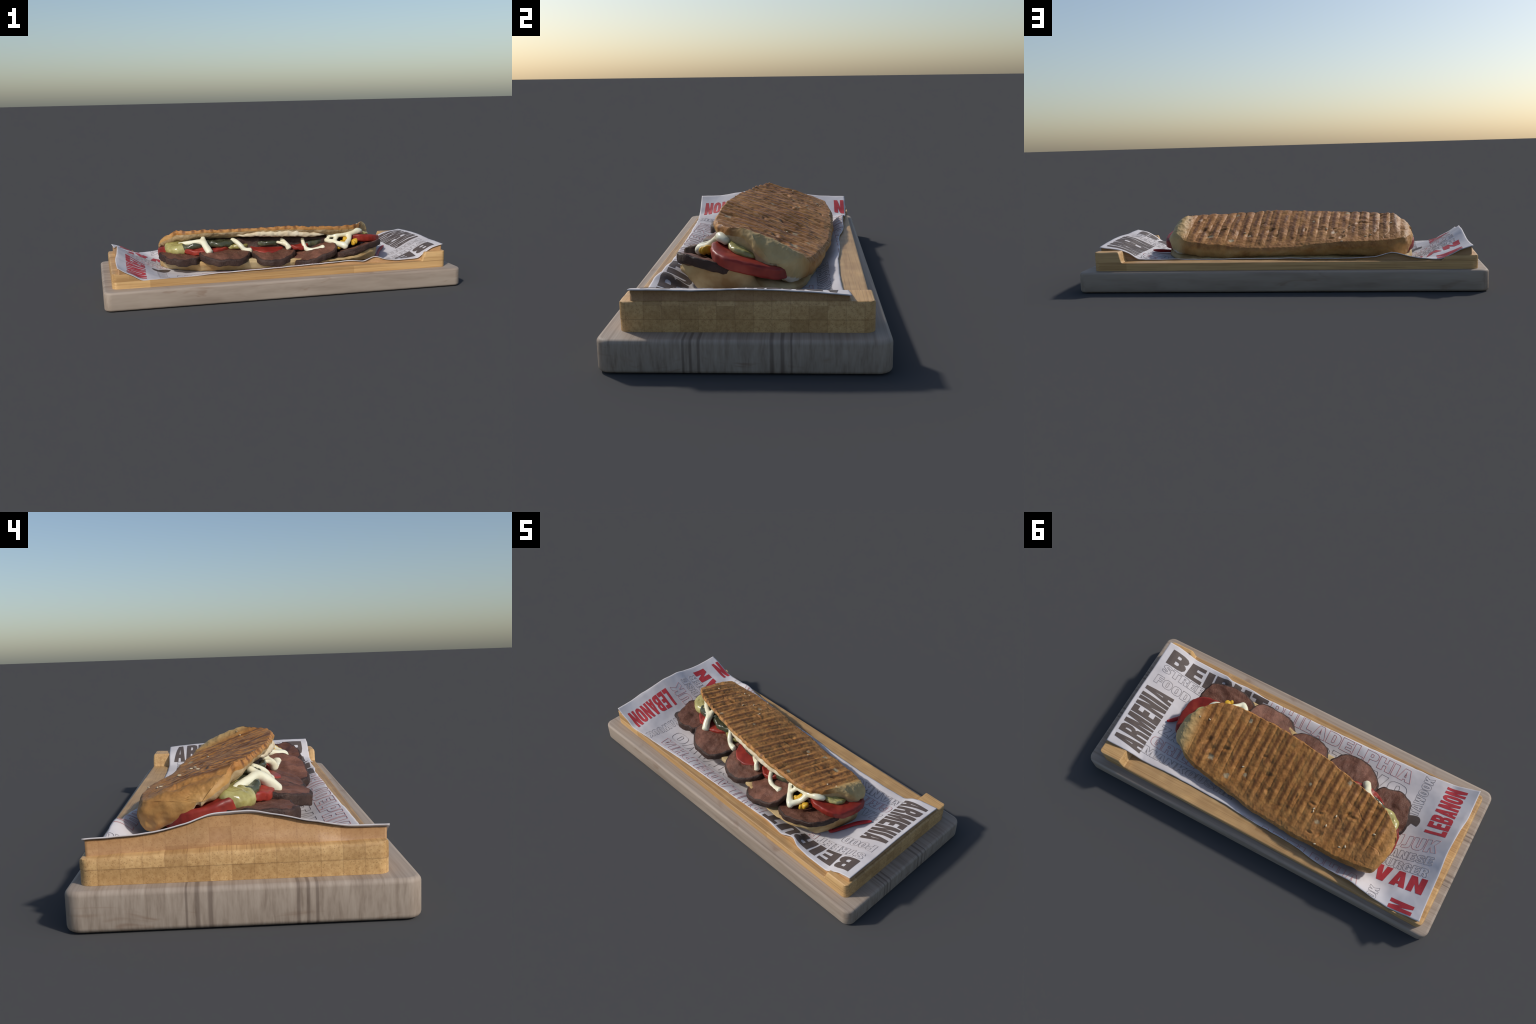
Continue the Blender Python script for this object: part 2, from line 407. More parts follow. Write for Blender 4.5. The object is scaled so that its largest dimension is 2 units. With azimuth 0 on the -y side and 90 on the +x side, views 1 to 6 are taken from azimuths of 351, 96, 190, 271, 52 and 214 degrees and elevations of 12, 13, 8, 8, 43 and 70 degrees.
# ------------------------------------------------------------------ bamboo tray
def tray_shift(a):
    """the tray lies a little askew on the slab"""
    return 0.0070 * (0.90 - a)
tray = root_empty("bamboo_tray", "pale bamboo tray with raised end bars", "serving tray")
def base_plank():
    """lower board with a shallow trough milled out of its top, as one height field"""
    n, w = 190, 120; a0, a1 = -0.935, 0.911; r = 0.030; verts, faces = [], []
    for i in range(n + 1):
        for j in range(w + 1):
            a = lerp(a0, a1, i / n); b0, b1 = -0.363 + tray_shift(a), 0.375 + tray_shift(a)
            t = j / w; b = lerp(b0, b1, 0.5 * t + 0.5 * (0.5 - 0.5 * math.cos(math.pi * t)))
            da, db = min(a - a0, a1 - a), min(b - b0, b1 - b)
            aa, bb = a, b
            if da < r and db < r:
                d = math.hypot(r - da, r - db)
                if d > r:
                    k = r / d; da2, db2 = r - (r - da) * k, r - (r - db) * k
                    aa = a0 + da2 if a < 0 else a1 - da2; bb = b0 + db2 if b < 0 else b1 - db2
            z = 0.1392 - 0.0022 * (1 - min(1.0, min(da, db) / 0.0025)) + 0.0006 * fbm((a, b, 0), 12, 2, 3.0)
            inside = sstep(0.0, 0.006, min(b - paper_front(a), paper_back(a) - b))
            z = lerp(z, min(z, paper_z(a, b) - 0.0068), inside)
            verts.append((aa, bb, max(z, 0.1009)))
    off = len(verts); W = w + 1
    for (a, b, z) in verts[:off]: verts.append((a, b, 0.1003))
    for i in range(n):
        for j in range(w):
            q = (i*W+j, (i+1)*W+j, (i+1)*W+j+1, i*W+j+1)
            faces.append(q); faces.append(tuple(off + v for v in reversed(q)))
    rim = [i*W for i in range(n+1)] + [n*W+j for j in range(1, W)] + [i*W+w for i in range(n-1, -1, -1)] + [j for j in range(w-1, 0, -1)]
    for k in range(len(rim)):
        p, q = rim[k], rim[(k+1) % len(rim)]
        faces.append((q, p, p + off, q + off))
    o = mesh_object("base_plank", verts, faces, tray, MAT_BAMBOO)
    sharpen(o)
base_plank()
sheet("tray_floor", 0.006, 0.0050, lambda a, b, z: min(0.1012, z - 0.001), tray, MAT_FLOOR)

def end_bar(a_in, a_out, top_front, top_back):
    """raised bar across the tray end: slanted inner shoulder, soft outer rim, hollowed where the paper rests"""
    n, w = 46, 150
    b0, b1 = -0.363 + tray_shift(a_out), 0.375 + tray_shift(a_out)
    verts, faces = [], []
    def corner(a, b):  # plan rounding of the outer corners
        r = 0.028; da = abs(a_out - a); db = min(b - b0, b1 - b)
        if da < r and db < r:
            d = math.hypot(r - da, r - db)
            if d > r:
                k = r / d
                a = a_out - math.copysign(r - (r - da) * k, a_out)
                db2 = r - (r - db) * k
                b = b0 + db2 if b < 0 else b1 - db2
        return a, b
    for i in range(n + 1):
        s = i / n
        a = lerp(a_in, a_out, s)
        for j in range(w + 1):
            t = 0.5 - 0.5 * math.cos(math.pi * j / w) if True else j / w
            b = lerp(b0, b1, 0.5 * t + 0.5 * j / w)
            top = lerp(top_front, top_back, j / w)
            z = lerp(0.1396, top, sstep(0.0, 0.022, abs(a - a_in)))
            edge = min(abs(a_out - a), b - b0, b1 - b)
            z -= 0.009 * (1 - math.sqrt(max(0, 1 - (1 - min(1, edge / 0.009)) ** 2)))
            z += 0.0015 * fbm((a, b, 0), 18, 2, 5.0)
            margin = 0.004 if a_out > 0 else 0.012
            inside = sstep(-margin, 0.003, min(b - paper_front(a), paper_back(a) - b))
            if a_out > 0: inside *= sstep(0.915, 0.900, a)
            elif b < 0: inside = 1.0
            z = lerp(z, min(z, paper_z(a, b) - 0.0065), inside)
            aa, bb = corner(a, b)
            verts.append((aa, bb, max(z, 0.1400)))
    off = len(verts); W = w + 1
    for (a, b, z) in verts[:off]: verts.append((a, b, 0.1370))
    for i in range(n):
        for j in range(w):
            q = (i*W+j, (i+1)*W+j, (i+1)*W+j+1, i*W+j+1)
            faces.append(q); faces.append(tuple(off + v for v in reversed(q)))
    rim = [i*W for i in range(n+1)] + [n*W+j for j in range(1, W)] + [i*W+w for i in range(n-1, -1, -1)] + [j for j in range(w-1, 0, -1)]
    for k in range(len(rim)):
        p, q = rim[k], rim[(k+1) % len(rim)]
        faces.append((q, p, p + off, q + off))
    o = mesh_object("end_bar", verts, faces, tray, MAT_BAMBOO)
    sharpen(o)
    return o
end_bar(0.768, 0.911, 0.190, 0.193)
end_bar(-0.765, -0.935, 0.180, 0.164)

# ------------------------------------------------------------------ printed words
def paper_inside(a, b):
    return paper_front(a) + 0.002 < b < paper_back(a) - 0.002 and -0.902 < a < 0.901

# heavy block capitals, each a few closed loops in a box one unit tall (first loop outside, others holes)
GLYPHS = {
 'A': [[(0,0),(.20,1),(.48,1),(.68,0),(.42,0),(.40,.16),(.28,.16),(.26,0)], [(.305,.34),(.375,.34),(.34,.70)]],
 'B': [[(0,0),(0,1),(.42,1),(.58,.95),(.65,.83),(.65,.67),(.60,.56),(.54,.52),(.62,.46),(.67,.35),(.67,.20),(.60,.06),(.44,0)], [(.26,.61),(.26,.80),(.36,.80),(.39,.75),(.39,.66),(.36,.61)], [(.26,.20),(.26,.41),(.37,.41),(.41,.36),(.41,.25),(.37,.20)]],
 'D': [[(0,0),(0,1),(.38,1),(.54,.96),(.64,.84),(.68,.66),(.68,.34),(.64,.16),(.54,.04),(.38,0)], [(.27,.20),(.27,.80),(.36,.80),(.41,.72),(.41,.28),(.36,.20)]],
 'E': [[(0,0),(0,1),(.58,1),(.58,.78),(.27,.78),(.27,.61),(.54,.61),(.54,.40),(.27,.40),(.27,.22),(.60,.22),(.60,0)]],
 'F': [[(0,0),(0,1),(.58,1),(.58,.78),(.27,.78),(.27,.58),(.53,.58),(.53,.37),(.27,.37),(.27,0)]],
 'G': [[(.68,.64),(.42,.64),(.42,.73),(.35,.80),(.28,.73),(.28,.27),(.35,.20),(.42,.27),(.42,.35),(.35,.35),(.35,.53),(.68,.53),(.68,0),(.55,0),(.51,.06),(.34,0),(.14,.06),(.04,.18),(0,.36),(0,.64),(.04,.82),(.14,.94),(.34,1),(.56,.94),(.66,.82)]],
 'H': [[(0,0),(0,1),(.26,1),(.26,.62),(.42,.62),(.42,1),(.68,1),(.68,0),(.42,0),(.42,.40),(.26,.40),(.26,0)]],
 'I': [[(0,0),(0,1),(.27,1),(.27,0)]],
 'J': [[(.23,1),(.50,1),(.50,.26),(.44,.09),(.28,0),(0,0),(0,.20),(.16,.20),(.23,.28)]],
 'K': [[(0,0),(0,1),(.26,1),(.26,.66),(.42,1),(.70,1),(.48,.56),(.72,0),(.44,0),(.31,.38),(.26,.30),(.26,0)]],
 'L': [[(0,0),(0,1),(.27,1),(.27,.23),(.56,.23),(.56,0)]],
 'M': [[(0,0),(0,1),(.32,1),(.43,.50),(.54,1),(.86,1),(.86,0),(.61,0),(.61,.60),(.50,0),(.36,0),(.25,.60),(.25,0)]],
 'N': [[(0,0),(0,1),(.26,1),(.44,.50),(.44,1),(.70,1),(.70,0),(.45,0),(.26,.52),(.26,0)]],
 'O': [[(.34,0),(.14,.05),(.04,.17),(0,.36),(0,.64),(.04,.83),(.14,.95),(.34,1),(.54,.95),(.64,.83),(.68,.64),(.68,.36),(.64,.17),(.54,.05)], [(.34,.19),(.285,.24),(.27,.34),(.27,.66),(.285,.76),(.34,.81),(.395,.76),(.41,.66),(.41,.34),(.395,.24)]],
 'P': [[(0,0),(0,1),(.42,1),(.58,.95),(.66,.82),(.66,.54),(.58,.41),(.42,.36),(.27,.36),(.27,0)], [(.27,.56),(.27,.80),(.36,.80),(.40,.74),(.40,.62),(.36,.56)]],
 'R': [[(0,0),(0,1),(.44,1),(.60,.94),(.67,.80),(.67,.64),(.61,.52),(.52,.48),(.61,.43),(.65,.32),(.67,0),(.40,0),(.40,.28),(.36,.38),(.27,.38),(.27,0)], [(.27,.58),(.27,.80),(.36,.80),(.40,.74),(.40,.64),(.36,.58)]],
 'S': [[(.02,.30),(.27,.30),(.28,.22),(.34,.18),(.41,.22),(.41,.30),(.36,.37),(.14,.50),(.03,.61),(.02,.78),(.10,.93),(.33,1),(.56,.94),(.65,.79),(.65,.68),(.41,.68),(.40,.78),(.34,.82),(.28,.78),(.27,.70),(.33,.64),(.55,.52),(.66,.40),(.67,.22),(.58,.07),(.34,0),(.10,.06),(.02,.20)]],
 'T': [[(.18,0),(.18,.77),(0,.77),(0,1),(.62,1),(.62,.77),(.44,.77),(.44,0)]],
 'U': [[(0,1),(.27,1),(.27,.27),(.34,.20),(.41,.27),(.41,1),(.68,1),(.68,.32),(.63,.14),(.53,.04),(.34,0),(.15,.04),(.05,.14),(0,.32)]],
 'V': [[(0,1),(.27,1),(.35,.42),(.43,1),(.70,1),(.50,0),(.20,0)]],
 'W': [[(0,1),(.25,1),(.31,.50),(.38,1),(.62,1),(.69,.50),(.75,1),(1,1),(.84,0),(.57,0),(.50,.46),(.43,0),(.16,0)]],
 'Z': [[(0,0),(0,.20),(.30,.77),(.02,.77),(.02,1),(.60,1),(.60,.80),(.30,.23),(.60,.23),(.60,0)]],
}

def printed_word(text, origin, along, up, length, height, mat, outline=False, lean=0.0, line=0.0010):
    """word set in a box: origin = base-line start (a, b); along / up = unit directions in (a, b)"""
    cu = bpy.data.curves.new("printed_word", 'CURVE'); cu.dimensions = '2D'
    x0 = 0.0
    for ch in text:
        w = 0.0
        for loop in GLYPHS[ch]:
            sp = cu.splines.new('POLY'); sp.use_cyclic_u = True; sp.points.add(len(loop) - 1)
            for p, (x, y) in zip(sp.points, loop):
                p.co = (x0 + x, y, 0, 1); w = max(w, x)
        x0 += w + 0.075
    if outline:
        cu.fill_mode = 'NONE'; cu.bevel_depth = line / height; cu.bevel_resolution = 0
    else:
        cu.fill_mode = 'BOTH'
    tmp = bpy.data.objects.new("tmp_word", cu); scene.collection.objects.link(tmp)
    bpy.context.view_layer.update()
    dg = bpy.context.evaluated_depsgraph_get()
    me = bpy.data.meshes.new_from_object(tmp.evaluated_get(dg))
    bpy.data.objects.remove(tmp); bpy.data.curves.remove(cu)
    co = np.array([v.co for v in me.vertices])
    lo, hi = co.min(0), co.max(0)
    bm = bmesh.new(); bm.from_mesh(me)
    sx, sy = length / (hi[0]-lo[0]), height / (hi[1]-lo[1])
    for v in bm.verts:
        v.co = Vector(((v.co.x - lo[0]) * sx, (v.co.y - lo[1]) * sy, (v.co.z) * 0.5 * sy))
    bmesh.ops.triangulate(bm, faces=bm.faces)
    for _ in range(5):
        long = [e for e in bm.edges if e.calc_length() > 0.013]
        if not long: break
        bmesh.ops.subdivide_edges(bm, edges=long, cuts=1, use_grid_fill=False)
        bmesh.ops.triangulate(bm, faces=bm.faces)
    for v in bm.verts:
        x, y = v.co.x, v.co.y + lean * v.co.x
        a = origin[0] + along[0] * x + up[0] * y; b = origin[1] + along[1] * x + up[1] * y
        v.co = Vector((a, b, v.co.z))
    dead = [f for f in bm.faces if not paper_inside(f.calc_center_median().x, f.calc_center_median().y)]
    bmesh.ops.delete(bm, geom=dead, context='FACES')
    for v in bm.verts:
        k = paper_back(v.co.x) - 0.001
        if v.co.y > k: v.co.y = k
        v.co.z = paper_z(v.co.x, v.co.y) + 0.0011 + (max(-0.0004, min(0.0004, v.co.z)) if outline else 0.0)
    bm.to_mesh(me); bm.free()
    me.materials.clear(); me.materials.append(mat)
    o = link(bpy.data.objects.new("printed_word", me), paper)
    return o

BACKWARD, TO_FRONT = (-1, 0), (0, -1)
def row(text, a0, a1, base, height, mat, outline=False, lean=0.0, **k):   # reads toward -a, tops toward the front
    printed_word(text, (a0, base), (-1, 0), (0, -1), a0 - a1, height, mat, outline, lean=lean, **k)
def column(text, b0, b1, base, height, mat, outline=False, lean=0.0, **k):  # reads toward the front, tops toward +a
    printed_word(text, (base, b0), (0, -1), (1, 0), b0 - b1, height, mat, outline, lean=lean, **k)

row("BEIRUT", 0.866, 0.281, -0.220, 0.088, MAT_INK)
row("STREET", 0.861, 0.575, -0.168, 0.046, MAT_LINE, True)
row("FOOD", 0.866, 0.667, -0.094, 0.050, MAT_LINE, True)
column("ARMENIA", 0.278, -0.073, 0.731, 0.150, MAT_INK)
row("ZAATAR", 0.712, 0.36, 0.128, 0.054, MAT_LINE, True)
row("GRILL", 0.720, 0.45, 0.203, 0.055, MAT_REDLINE, True)
row("MANKOUSHE", 0.732, 0.19, 0.262, 0.045, MAT_LINE, True)
row("F", 0.560, 0.515, -0.165, 0.046, MAT_REDLINE, True)
row("PHILADELPHIA", 0.262, -0.577, -0.253, 0.064, MAT_REDLINE, True)
row("STAVO", -0.033, -0.584, -0.163, 0.074, MAT_LINE, True)
column("TAWOOK", -0.110, -0.332, -0.686, 0.052, MAT_LINE, True)
column("LEBANON", -0.047, -0.327, -0.848, 0.102, MAT_RED, lean=-0.03)
row("SUJUK", -0.560, -0.842, 0.085, 0.070, MAT_REDLINE, True, lean=0.14)
row("LEBANESE", -0.525, -0.850, 0.142, 0.044, MAT_LINE, True, lean=0.10)
row("BURGER", -0.605, -0.852, 0.186, 0.044, MAT_LINE, True, lean=0.06)
row("VAN", -0.618, -0.866, 0.270, 0.080, MAT_RED, lean=0.045)
column("ON", 0.425, 0.324, -0.864, 0.116, MAT_RED)
row("PHILADELPHIA", 0.262, -0.575, 0.372, 0.066, MAT_REDLINE, True)
column("TAWOOK", 0.530, 0.307, -0.682, 0.052, MAT_LINE, True)

def inked_patch(name, outline, mat, parent, lift):
    """flat printed blob that follows the paper"""
    loop = catmull([(x, y) for x, y in outline] + [outline[0]], 6)[:-1]
    c = loop.mean(0); verts, faces = [], []
    R = 5
    for r in range(R + 1):
        for p in loop:
            q = c + (p - c) * (r / R) if r else c + (p - c) * 0.02
            verts.append((q[0], q[1], paper_z(q[0], q[1]) + lift))
    n = len(loop)
    for r in range(R):
        for k in range(n):
            faces.append((r*n+k, r*n+(k+1) % n, (r+1)*n+(k+1) % n, (r+1)*n+k))
    faces.append(tuple(range(n)))
    return mesh_object(name, verts, faces, parent, mat)
inked_patch("printed_hook", [(-0.600, -0.035), (-0.622, -0.088), (-0.655, -0.108), (-0.692, -0.112), (-0.708, -0.090), (-0.702, -0.060), (-0.690, -0.072), (-0.672, -0.066), (-0.660, -0.040), (-0.630, -0.015)], MAT_INK, paper, 0.0012)

# ------------------------------------------------------------------ sandwich
sandwich = root_empty("sandwich", "grill-pressed sandwich with meat, tomato, pickles and white sauce", "sandwich")

# stations: a, front edge (b, z), back crease (b, z), thickness at the front, z of the back foot
BUN = [
 (-0.648, 0.085, 0.262, 0.140, 0.235, 0.050, 0.190),
 (-0.632, 0.062, 0.282, 0.210, 0.238, 0.055, 0.168),
 (-0.600, 0.040, 0.300, 0.266, 0.236, 0.060, 0.155),
 (-0.550, 0.008, 0.327, 0.278, 0.230, 0.060, 0.148),
 (-0.500, -0.016, 0.328, 0.282, 0.226, 0.055, 0.146),
 (-0.400, -0.045, 0.332, 0.287, 0.223, 0.045, 0.150),
 (-0.300, -0.066, 0.334, 0.286, 0.221, 0.042, 0.155),
 (-0.200, -0.090, 0.337, 0.284, 0.215, 0.042, 0.150),
 (-0.100, -0.107, 0.339, 0.279, 0.203, 0.042, 0.150),
 (0.000, -0.118, 0.341, 0.268, 0.195, 0.044, 0.148),
 (0.100, -0.130, 0.338, 0.257, 0.192, 0.044, 0.145),
 (0.200, -0.135, 0.333, 0.241, 0.193, 0.044, 0.140),
 (0.300, -0.138, 0.329, 0.225, 0.203, 0.044, 0.138),
 (0.400, -0.130, 0.326, 0.206, 0.210, 0.050, 0.140),
 (0.460, -0.108, 0.326, 0.192, 0.216, 0.060, 0.145),
 (0.500, -0.075, 0.328, 0.178, 0.222, 0.070, 0.148),
 (0.530, -0.030, 0.329, 0.157, 0.244, 0.080, 0.152),
 (0.552, -0.005, 0.318, 0.143, 0.255, 0.088, 0.156),
 (0.580, 0.020, 0.288, 0.128, 0.246, 0.085, 0.168),
 (0.603, 0.050, 0.250, 0.108, 0.226, 0.055, 0.190)]

def bun_top(a, b):
    f, zf, k, zk = (spline(BUN, a, c) for c in (1, 2, 3, 4))
    t = max(0.0, min(1.0, (b - f) / max(k - f, 1e-4)))
    return zf + (zk - zf) * t + 0.006 * 4 * t * (1 - t)

RIDGE = 0.0515
def ridge_phase(a, b): return (a - 0.03 * b + 0.007 * fbm((a, b, 0), 4.0, 2, 4.0)) / RIDGE + 20.0

DENTS = [(0.423, 0.070, 0.016, 0.012, 0.9), (0.390, 0.100, 0.018, 0.010, 0.7), (0.317, 0.070, 0.016, 0.012, 0.3), (0.375, 0.137, 0.02, 0.006, 0.2),
         (0.256, 0.182, 0.018, 0.006, 1.2), (0.062, 0.094, 0.014, 0.008, 0.5), (0.036, 0.156, 0.012, 0.006, 0.5), (-0.383, 0.091, 0.012, 0.010, 0.8),
         (-0.413, 0.099, 0.013, 0.010, 0.2), (-0.206, 0.122, 0.011, 0.010, 0.0), (-0.259, 0.148, 0.010, 0.008, 0.4), (-0.263, 0.184, 0.015, 0.009, 1.2),
         (-0.301, 0.235, 0.012, 0.010, 1.0), (-0.249, 0.247, 0.010, 0.008, 0.0), (-0.111, 0.128, 0.010, 0.008, 1.4), (0.18, 0.12, 0.013, 0.006, 1.0),
         (0.12, 0.02, 0.009, 0.005, 0.3), (-0.05, 0.20, 0.014, 0.006, 0.6), (-0.47, 0.19, 0.012, 0.007, 1.2), (0.45, -0.04, 0.014, 0.008, 1.4)]

def build_bun():
    NS = 560
    a0, a1 = BUN[0][0], BUN[-1][0]
    rows, tags = [], None
    for i in range(NS + 1):
        s = i / NS
        # denser stations toward both rounded ends
        s = 0.72 * s + 0.28 * (0.5 - 0.5 * math.cos(math.pi * s))
        a = lerp(a0, a1, s)
        f, zf, k, zk, th, foot = (spline(BUN, a, c) for c in (1, 2, 3, 4, 5, 6))
        wav = 0.004 * fbm((a, 0, 0), 14.0, 2, 6.0)
        f += wav; zf += 0.003 * fbm((a, 0, 0), 20.0, 2, 9.0)
        k += 0.004 * fbm((a, 0, 3), 9.0, 2, 2.0); foot += 0.005 * fbm((a, 0, 5), 11.0, 2, 2.0)
        w = k - f
        top = []
        for q in range(101):
            u = q / 100; b = lerp(f, k, u)
            top.append((b, lerp(zf, zk, u) + 0.006 * 4 * u * (1 - u)))
        hb = max(zk - foot, 0.01); lipb = min(0.02, w * 0.2)
        back = catmull([(k, zk), (k + 0.010, zk - 0.25 * hb), (k + 0.009, zk - 0.6 * hb), (k - 0.006, foot + 0.004), (k - min(0.03, 0.3*w), foot)], 7)[1:]
        u0 = (f + min(0.050, 0.3 * w), zf - th - 0.012); u1 = (k - min(0.03, 0.3*w), foot)
        under = [(lerp(u1[0], u0[0], q / 26), lerp(u1[1], u0[1], q / 26) + 0.016 * math.sin(math.pi * q / 26)) for q in range(1, 27)]
        front = catmull([u0, (f + 0.018 * min(1, w * 6), zf - th), (f + 0.001, zf - 0.72 * th), (f - 0.006, zf - 0.45 * th), (f - 0.007, zf - 0.22 * th), (f - 0.003, zf - 0.005), (f, zf)], 5)[1:-1]
        sec = top + [tuple(p) for p in back] + under + [tuple(p) for p in front]
        if tags is None:
            tags = ['t'] * len(top) + ['k'] * len(back) + ['u'] * len(under) + ['f'] * len(front)
        # rounded ends: the section closes on its own middle line
        e = 1.0
        if a > 0.568: e = math.sqrt(max(0.0, 1 - ((a - 0.568) / (a1 - 0.568)) ** 2))
        if a < -0.605: e = math.sqrt(max(0.0, 1 - ((-0.605 - a) / (-0.605 - a0)) ** 2))
        cb = sum(p[0] for p in sec) / len(sec); cz = sum(p[1] for p in sec) / len(sec)
        eb = 0.35 + 0.65 * e
        rows.append([(a, cb + (b - cb) * eb, cz + (z - cz) * max(e, 0.03)) for b, z in sec])
    M = len(tags)
    base = np.array(rows)                       # NS+1, M, 3
    # normals from finite differences, then relief along them
    da = np.gradient(base, axis=0)
    dl = (np.roll(base, -1, 1) - np.roll(base, 1, 1))
    nrm = np.cross(dl, da); nrm /= np.maximum(np.linalg.norm(nrm, axis=2, keepdims=True), 1e-9)
    if nrm[NS // 2, 50, 2] < 0: nrm = -nrm
    out = base.copy()
    for i in range(NS + 1):
        a = base[i, 50, 0]
        endfade = sstep(-0.635, -0.575, a) * sstep(0.545, 0.490, a)
        for j in range(M):
            p = base[i, j]; tg = tags[j]
            h = 0.0035 * fbm(p, 9.0, 3, 1.0)
            if tg in 'tk':
                edge = 1.0
                if tg == 'k': edge = max(0.0, 1 - (j - 101) / 9.0)
                else:
                    u = j / 100; edge = sstep(1.12, 0.82, u)
                g = abs(math.cos(math.pi * ridge_phase(p[0], p[1])))      # 0 on groove... 1 on crest
                keep = 0.45 + 0.65 * sstep(-0.35, 0.35, fbm(p, 8.0, 3, 12.0))
                keep *= 1.0 - 0.45 * sstep(0.10, 0.24, p[1])
                h += (0.0075 * (g ** 0.7) - 0.005) * edge * endfade * keep
                h += 0.0026 * fbm(p, 26.0, 3, 5.0) + 0.0010 * fbm(p, 90.0, 2, 5.0)
                h -= 0.004 * max(0.0, fbm(p, 13.0, 2, 33.0) - 0.40) / 0.5
                crack = abs(fbm(p, 7.0, 3, 51.0))
                h -= 0.0022 * sstep(0.055, 0.0, crack) * sstep(0.0, 0.35, fbm(p, 5.0, 2, 71.0)) * edge
                for (da_, db_, r, dep, ang) in DENTS:
                    x, y = p[0] - da_, p[1] - db_
                    if abs(x) < 0.05 and abs(y) < 0.05:
                        c, s_ = math.cos(ang), math.sin(ang)
                        d2 = ((x*c + y*s_) / (r * 1.5)) ** 2 + ((-x*s_ + y*c) / (r * 0.62)) ** 2
                        h -= 0.8 * dep * math.exp(-d2 * 1.4) ; h += dep * 0.10 * math.exp(-((math.sqrt(d2) - 1.6) / 0.5) ** 2)
            elif tg == 'f':
                h += 0.0040 * fbm(p, 24.0, 3, 7.0)
            else:
                h += 0.004 * fbm(p, 30.0, 3, 7.0)
            if a > 0.50: h += 0.004 * fbm(p, 18.0, 2, 3.0)
            if tg in 'kf' and a < -0.50: h += 0.007 * sstep(-0.50, -0.57, a) * fbm(p, 20.0, 2, 9.0)
            out[i, j] = p + nrm[i, j] * h
    # crust on top / back / outer lip, crumb below: one surface, parted along rows of shared vertices
    lip = [j for j in range(M) if tags[j] == 'f']
    split_f = lip[int(len(lip) * 0.52)]; split_u = 101 + 24
    crust_cols = list(range(split_f, M)) + list(range(0, split_u + 1))
    crumb_cols = list(range(split_u, split_f + 1))
    # smooth shared normals
    d1 = np.gradient(out, axis=0); d2 = (np.roll(out, -1, 1) - np.roll(out, 1, 1))
    vn = np.cross(d2, d1); vn /= np.maximum(np.linalg.norm(vn, axis=2, keepdims=True), 1e-9)
    sign = 1.0 if vn[NS // 2, 50, 2] > 0 else -1.0
    vn *= sign
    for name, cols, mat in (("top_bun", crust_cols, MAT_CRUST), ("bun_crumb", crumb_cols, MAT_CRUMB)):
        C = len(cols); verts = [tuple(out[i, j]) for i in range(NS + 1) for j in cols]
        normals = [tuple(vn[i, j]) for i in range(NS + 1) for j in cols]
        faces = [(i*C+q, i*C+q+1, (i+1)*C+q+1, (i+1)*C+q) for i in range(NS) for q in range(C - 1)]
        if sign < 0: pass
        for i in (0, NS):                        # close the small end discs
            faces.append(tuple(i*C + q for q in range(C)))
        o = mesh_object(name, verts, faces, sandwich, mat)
        me = o.data
        # make the winding agree with the outward normals
        s = 0.0
        for p in me.polygons[2000:2100]:
            s += p.normal.dot(Vector(normals[p.vertices[0]]))
        if s < 0: me.flip_normals()
        me.normals_split_custom_set_from_vertices(normals)
build_bun()

# loose shreds of white crumb along the open side
def tube(points, per=6, ring=14, wobble=0.0, seed=0.0, flat=1.0):
    """closed tapered tube through (a, b, z, radius) points"""
    P = catmull(points, per); verts, faces = [], []
    n = len(P)
    T = np.gradient(P[:, :3], axis=0); T /= np.maximum(np.linalg.norm(T, axis=1, keepdims=True), 1e-9)
    ref = np.array([0.0, 0.0, 1.0])
    for i in range(n):
        t = T[i]; up = ref - t * ref.dot(t)
        if np.linalg.norm(up) < 0.2: up = np.array([0, 1.0, 0]) - t * t[1]
        up /= np.linalg.norm(up); side = np.cross(t, up)
        for k in range(ring):
            th = 2 * math.pi * k / ring
            r = P[i, 3] * (1 + wobble * fbm((P[i, 0] * 1.0, P[i, 2] + math.cos(th) * 0.02, math.sin(th) * 0.02), 40.0, 2, seed))
            verts.append(tuple(P[i, :3] + side * r * math.cos(th) + up * r * flat * math.sin(th)))
    for i in range(n - 1):
        for k in range(ring):
            faces.append((i*ring+k, i*ring+(k+1) % ring, (i+1)*ring+(k+1) % ring, (i+1)*ring+k))
    # rounded caps
    for i, s in ((0, -1), (n - 1, 1)):
        c = len(verts); verts.append(tuple(P[i, :3] + T[i] * s * P[i, 3] * 0.6))
        for k in range(ring):
            q = (i*ring+k, i*ring+(k+1) % ring, c)
            faces.append(q if s > 0 else tuple(reversed(q)))
    return verts, faces

pts = []
for k in range(19):
    a = lerp(-0.235, 0.275, k / 18)
    f, zf = spline(BUN, a, 1), spline(BUN, a, 2)
    pts.append((a, f + 0.004 + 0.016 * abs(2 * k / 18 - 1) ** 6 + 0.004 * fbm((a, 0, 0), 30, 2, 3), zf - 0.038 - 0.004 * fbm((a, 1, 0), 14, 2, 3) - 0.010 * sstep(0.0, 0.25, a), 0.0155 * max(0.03, math.sin(math.pi * k / 18)) ** 0.5))
v, f = tube(pts, 6, 16, 0.35, 2.0, 1.1)
mesh_object("crumb_edge", v, f, sandwich, MAT_SHRED)

